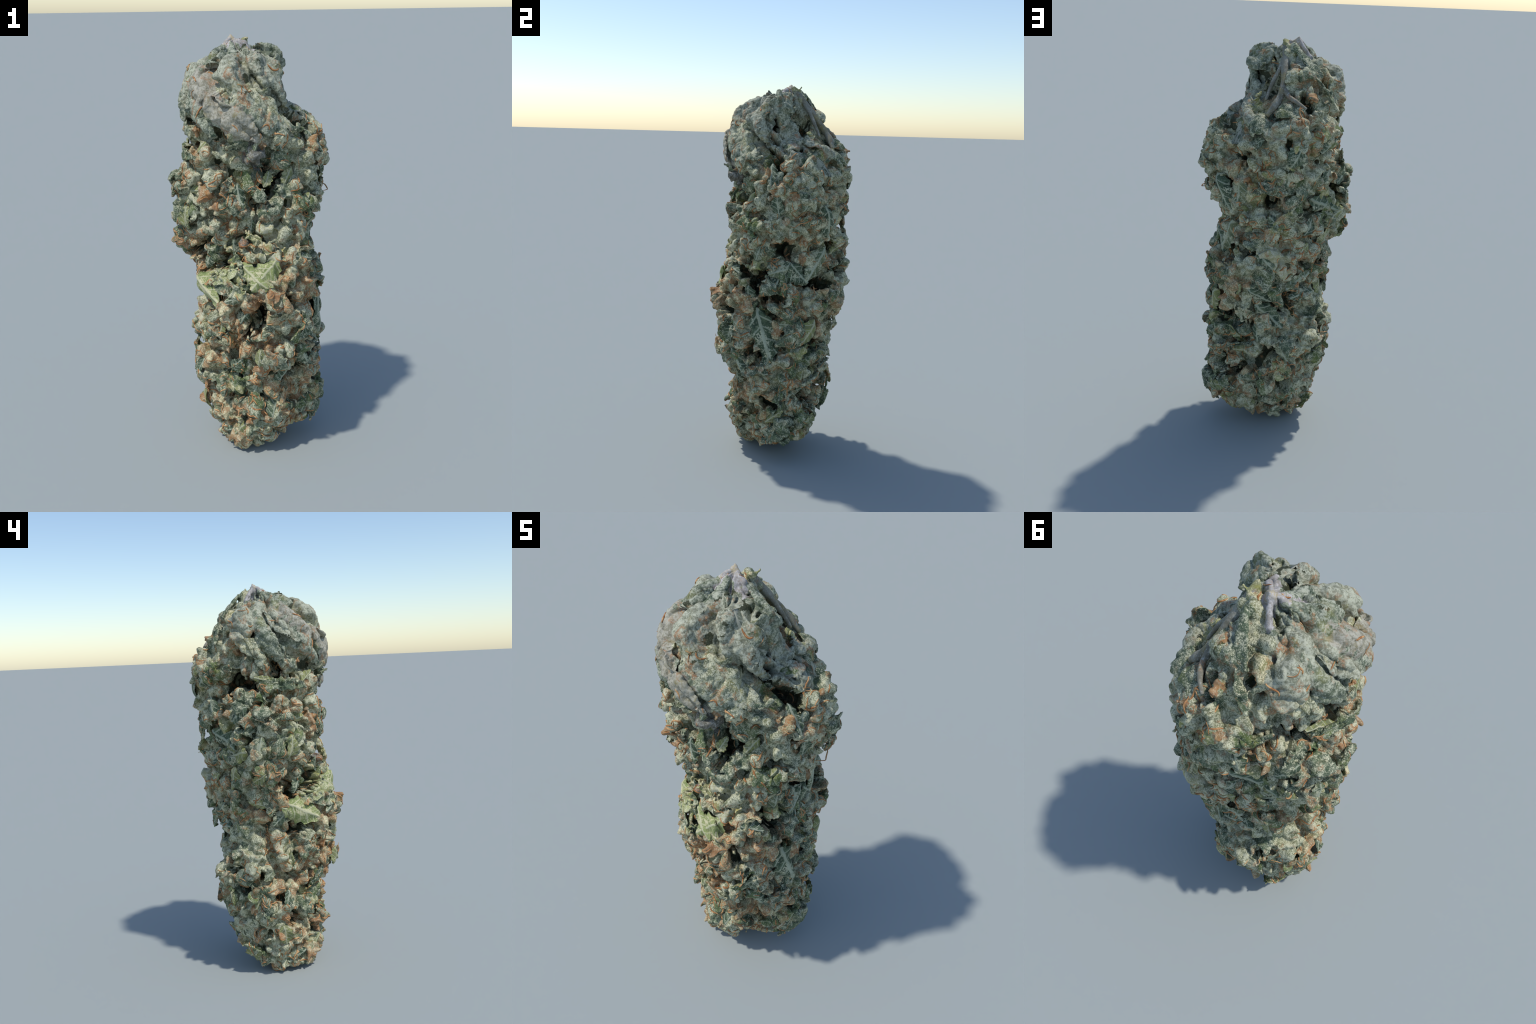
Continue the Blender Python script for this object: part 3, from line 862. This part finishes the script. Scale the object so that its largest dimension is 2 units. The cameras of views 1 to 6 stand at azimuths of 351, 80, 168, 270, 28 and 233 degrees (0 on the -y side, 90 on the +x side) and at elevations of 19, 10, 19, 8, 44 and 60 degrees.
def vein_leaf(name, deep, mid, frost, vein, dusty):
    """A leaf blade: x runs across, y from stalk to tip (metres / leaf length kept in the object's scale)."""
    k = Nodes(name)
    sep = k.t.nodes.new("ShaderNodeSeparateXYZ")
    k.put(sep.inputs[0], k.co)
    wob = k.math("MULTIPLY", k.math("SUBTRACT", k.noise(4, 2, .5), .5), .10)
    ax = k.math("ABSOLUTE", k.math("ADD", sep.outputs[0], wob))
    rib = k.step(ax, .045, .018)
    s = k.math("FRACT", k.math("MULTIPLY", k.math("SUBTRACT", sep.outputs[1], k.math("MULTIPLY", ax, .95)), 4.6))
    side = k.math("MULTIPLY", k.step(k.math("ABSOLUTE", k.math("SUBTRACT", s, .5)), .13, .04), k.step(ax, .48, .22))
    veins = k.math("MAXIMUM", rib, k.math("MULTIPLY", side, .8))
    patch = k.noise(5, 4, .6, .5, 2.2)
    base = k.mix(k.step(patch, .35, .65), deep, mid)
    dust = k.step(k.noise(3.2, 3, .6, .6, 5.0), .62 - dusty * .4, .82 - dusty * .3)
    dot = k.step(k.math("ADD", k.noise(30, 2, .7, .3, 1.0), k.math("MULTIPLY", dust, .26)), .57, .72)
    col = k.mix(k.math("MULTIPLY", dot, .75), base, frost)
    col = k.mix(k.math("MULTIPLY", veins, .75), col, vein)
    h = k.math("ADD", k.math("MULTIPLY", veins, .8), k.noise(30, 2, .7, .3, 1.0))
    return k.finish(col, h, .7, .3, .006)


LEAF_MATS = [vein_leaf("sugar_leaf_dark", GREEN_DEEP, GREEN_MID, FROST, VEIN, .45),
             vein_leaf("sugar_leaf_pale", SAGE_MID, LIME_MID, FROST_WARM, (.46, .46, .32), .35),
             vein_leaf("sugar_leaf_olive", GREEN_MID, SAGE_MID, FROST, VEIN, .6),
             vein_leaf("crown_leaf", (.09, .11, .07), (.19, .20, .145), FROST_COOL, (.38, .38, .31), .6),
             vein_leaf("pale_leaf", (.17, .21, .075), (.29, .33, .13), FROST_WARM, (.56, .54, .36), .5)]

hair = Nodes("dried_pistil")
HAIR = hair.finish(hair.mix(hair.step(hair.noise(38, 3, .6, .4), .36, .66), HAIR_DARK, HAIR_PALE), hair.noise(300, 2), .7, .2)

# ---------------------------------------------------------------- objects
bud = bpy.data.objects.new("dried_flower_bud", None)
scene.collection.objects.link(bud)
bud["label"] = "tall dried hemp flower bud, frosted green with orange hairs"
bud["category"] = "cannabis bud"
MADE = {}


def link(name, me, parent, mat):
    o = bpy.data.objects.new(name, me)
    scene.collection.objects.link(o)
    o.parent = parent
    if mat is not None:
        me.materials.append(mat)
    return o


order = np.argsort(owner, kind="stable")
cuts = np.searchsorted(owner[order], np.arange(len(PARTS) + 1))
slot = np.full(nv, -1)
for pass_no in (0, 1):                                    # clusters and core first, then the calyces they carry
    for i, q in enumerate(PARTS):
        faces = order[cuts[i]:cuts[i + 1]]
        if (q["kind"] in ("calyx", "pistil_tuft")) != bool(pass_no) or len(faces) == 0:
            continue
        fq = quads[faces]
        used, inv = np.unique(fq, return_inverse=True)
        name = {"rest": "small_calyx"}.get(q["kind"], q["kind"])
        me = mesh_from(name, co[used], inv.reshape(-1, 4))
        me.normals_split_custom_set_from_vertices(nrm[used].astype(np.float32))
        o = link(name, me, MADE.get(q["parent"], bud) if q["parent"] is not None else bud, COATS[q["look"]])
        if q["kind"] == "rest":
            o["kind"] = "stuff"
        MADE[i] = o

# ---------------------------------------------------------------- veined leaves, laid on the skin
skin_tree = kdtree.KDTree(nv // 2 + 1)
for i in range(0, nv, 2):
    skin_tree.insert(co[i], i)
skin_tree.balance()


def outermost(p, n, rank, reach=.02):
    """How far the skin stands out along n near p."""
    best = [float((co[k] - p) @ n) for _, k, _ in skin_tree.find_range(p, .05)
            if np.linalg.norm((co[k] - p) - ((co[k] - p) @ n) * n) < reach]
    return float(np.percentile(best, rank)) if best else 0.0


def veined_leaf(P0, P1, n, width, marked, kind):
    L = np.linalg.norm(P1 - P0)
    y = (P1 - P0) / L
    n = unit(n - y * (n @ y))
    x = np.cross(y, n)
    nu, nw = 27, 17
    t = np.linspace(0, 1, nu)[:, None]
    s = np.linspace(-1, 1, nw)[None, :]
    teeth = 1 + .30 * (np.abs(((t * 4.3) % 1.0) * 2 - 1) - .6) * np.abs(s) ** 2
    half = (width / L) / 2 * np.sin(np.pi * np.clip(t * .95 + .02, 0, 1) ** .8) ** .75 * teeth + .008
    X = s * half * (1 - .10 * s * s)
    Y = t + .05 * np.abs(s) - .02
    ph = rng.uniform(0, 6, 2)
    cup = rng.uniform(.15, .4) if marked else rng.uniform(.35, .9) * rng.choice([1, 1, -.6])
    Z = (-cup * np.abs(s) ** 1.8 * half - .10 * np.sin(np.pi * t) * (rng.random() < .5) + .06 * np.sin(7 * t + 3 * s + ph[0]) * np.abs(s)
         + .035 * np.sin(4 * t + ph[1]) + .10 * (1 - np.abs(s)) * half - .25 * np.clip(t - .8, 0, 1) - .5 * np.clip(.15 - t, 0, 1) + .02 * np.exp(-(s / .10) ** 2))
    lift = [outermost(P0 + (P1 - P0) * f, n, (75 if P0[2] < 1.6 else 55) if marked else 65) for f in (.2, .5, .8)]
    base = float(np.clip(np.mean(lift), -.03, .014)) / L
    Z = Z + base + (.04 if marked and P0[2] < 1.6 else .02)
    th = .035 * np.clip(1 - np.abs(s) ** 4, .25, 1) + 0 * t
    up = np.stack(np.broadcast_arrays(X, Y, Z + th / 2), -1).reshape(-1, 3)
    dn = np.stack(np.broadcast_arrays(X, Y, Z - th / 2), -1).reshape(-1, 3)
    f = grid_faces(nu, nw, False)
    m = nu * nw
    rim = np.array([i * nw for i in range(nu - 1, 0, -1)] + list(range(nw - 1)) + [i * nw + nw - 1 for i in range(nu - 1)] + [(nu - 1) * nw + j for j in range(nw - 1, 0, -1)])
    r2 = np.roll(rim, -1)
    me = mesh_from("sugar_leaf", np.concatenate([up, dn]), np.concatenate([f[:, ::-1], f + m, np.stack([rim + m, r2 + m, r2, rim], 1)]))
    o = link("sugar_leaf", me, bud, LEAF_MATS[4] if kind == 3 else LEAF_MATS[0] if kind == 5 else LEAF_MATS[3] if P0[2] > 1.6 else LEAF_MATS[int(rng.integers(0, 3))])
    M = np.eye(4)
    M[:3, 0], M[:3, 1], M[:3, 2], M[:3, 3] = x * L, y * L, n * L, P0
    o.matrix_world = Matrix(M.tolist())
    return o


for k in range(2000):
    if len(LEAVES_OUT) >= 105:
        break
    h, z = rng.uniform(0, 2 * math.pi), rng.uniform(.06, 1.6)
    p, n = envelope(h, z), envelope_normal(h, z)
    if any(np.linalg.norm((a + b) / 2 - p) < .12 for a, b, *_ in LEAVES_OUT) or in_pit(p, .5):
        continue
    q = unit(np.cross(n, rng.normal(size=3)))
    L = rng.uniform(.07, .12)
    LEAVES_OUT.append((p - q * L / 2 - n * .018, p + q * L / 2 - n * .018, n, L * rng.uniform(.5, .8), False, 0))
for args in LEAVES_OUT:
    veined_leaf(*args)

# ---------------------------------------------------------------- the bare stem in the hollow behind the crown
SV, SF, sn = [], [], 0


def wood(v, f):
    global sn
    SV.append(v); SF.append(f + sn); sn += len(v)


for path, thick in (
        ([(-.012, .050, 1.968), (.002, .108, 1.895), (.016, .170, 1.815), (.030, .208, 1.762), (.062, .236, 1.712), (.105, .240, 1.66)], (.014, .018, .016, .017, .018, .010)),
        ([(.024, .196, 1.78), (.010, .250, 1.745), (-.025, .285, 1.725), (-.06, .30, 1.70)], (.012, .012, .009, .006)),
        ([(.004, .10, 1.90), (.040, .13, 1.84), (.075, .15, 1.78), (.10, .17, 1.72)], (.011, .010, .009, .006)),
        ([(-.03, .08, 1.93), (-.055, .15, 1.87), (-.07, .21, 1.80), (-.085, .25, 1.74)], (.012, .013, .011, .008))):
    P = np.array(path)
    q = np.linspace(0, len(P) - 1, 26)
    pts = np.stack([np.interp(q, np.arange(len(P)), P[:, c]) for c in range(3)], 1)
    for _ in range(6):
        pts[1:-1] = .5 * pts[1:-1] + .25 * (pts[:-2] + pts[2:])
    tube(pts, np.interp(q, np.arange(len(P)), thick) * (1 + .08 * np.sin(q * 5)), 12, wood)
link("stem", mesh_from("stem", np.concatenate(SV), np.concatenate(SF)), bud, COATS["bare_stem"])

# ---------------------------------------------------------------- pistils: curly dried hairs over the skin
HV, HF, hn = [], [], 0


def sink(v, f):
    global hn
    HV.append(v); HF.append(f + hn); hn += len(v)


hairs = 0
for _ in range(20000):
    if hairs >= 1700:
        break
    i = int(rng.integers(nv))
    p, n = co[i], nrm[i]
    crown = p[2] > 1.62
    rusty = noise(p[None], 6, 2.0)[0] + .35 * (p[1] < .05) * (p[2] < 1.1)
    if rng.random() > (.07 if crown else np.clip(.45 + rusty, .08, 1)):
        continue
    # only on skin that faces out
    if n @ unit(np.array([p[0], p[1], (p[2] - 1) * .1])) < .15:
        continue
    d = unit(np.cross(n, rng.normal(size=3)))
    steps = int(rng.integers(7, 15)); turn = rng.normal(0, .22)
    pts = []
    for s in range(steps):
        pts.append(p + n * rng.uniform(.0003, .0022))
        side = np.cross(n, d)
        turn = .8 * turn + rng.normal(0, .10)
        d = unit(d + side * turn)
        q = p + d * .0052
        c, k, dist = skin_tree.find(q)
        n = unit(.5 * n + .5 * nrm[k])
        q = q - n * ((q - co[k]) @ n)
        d = unit(q - p + 1e-9)
        p = q
    pts = np.array(pts)
    for _s in range(2):
        pts[1:-1] = .5 * pts[1:-1] + .25 * (pts[:-2] + pts[2:])
    w = np.linspace(0, 1, steps)
    tube(pts, rng.uniform(.0014, .0040) * (np.sin(np.pi * (.12 + .84 * w)) ** .6 + .05), 6, sink)
    hairs += 1
ho = link("pistil", mesh_from("pistil", np.concatenate(HV), np.concatenate(HF)), bud, HAIR)
ho["kind"] = "stuff"
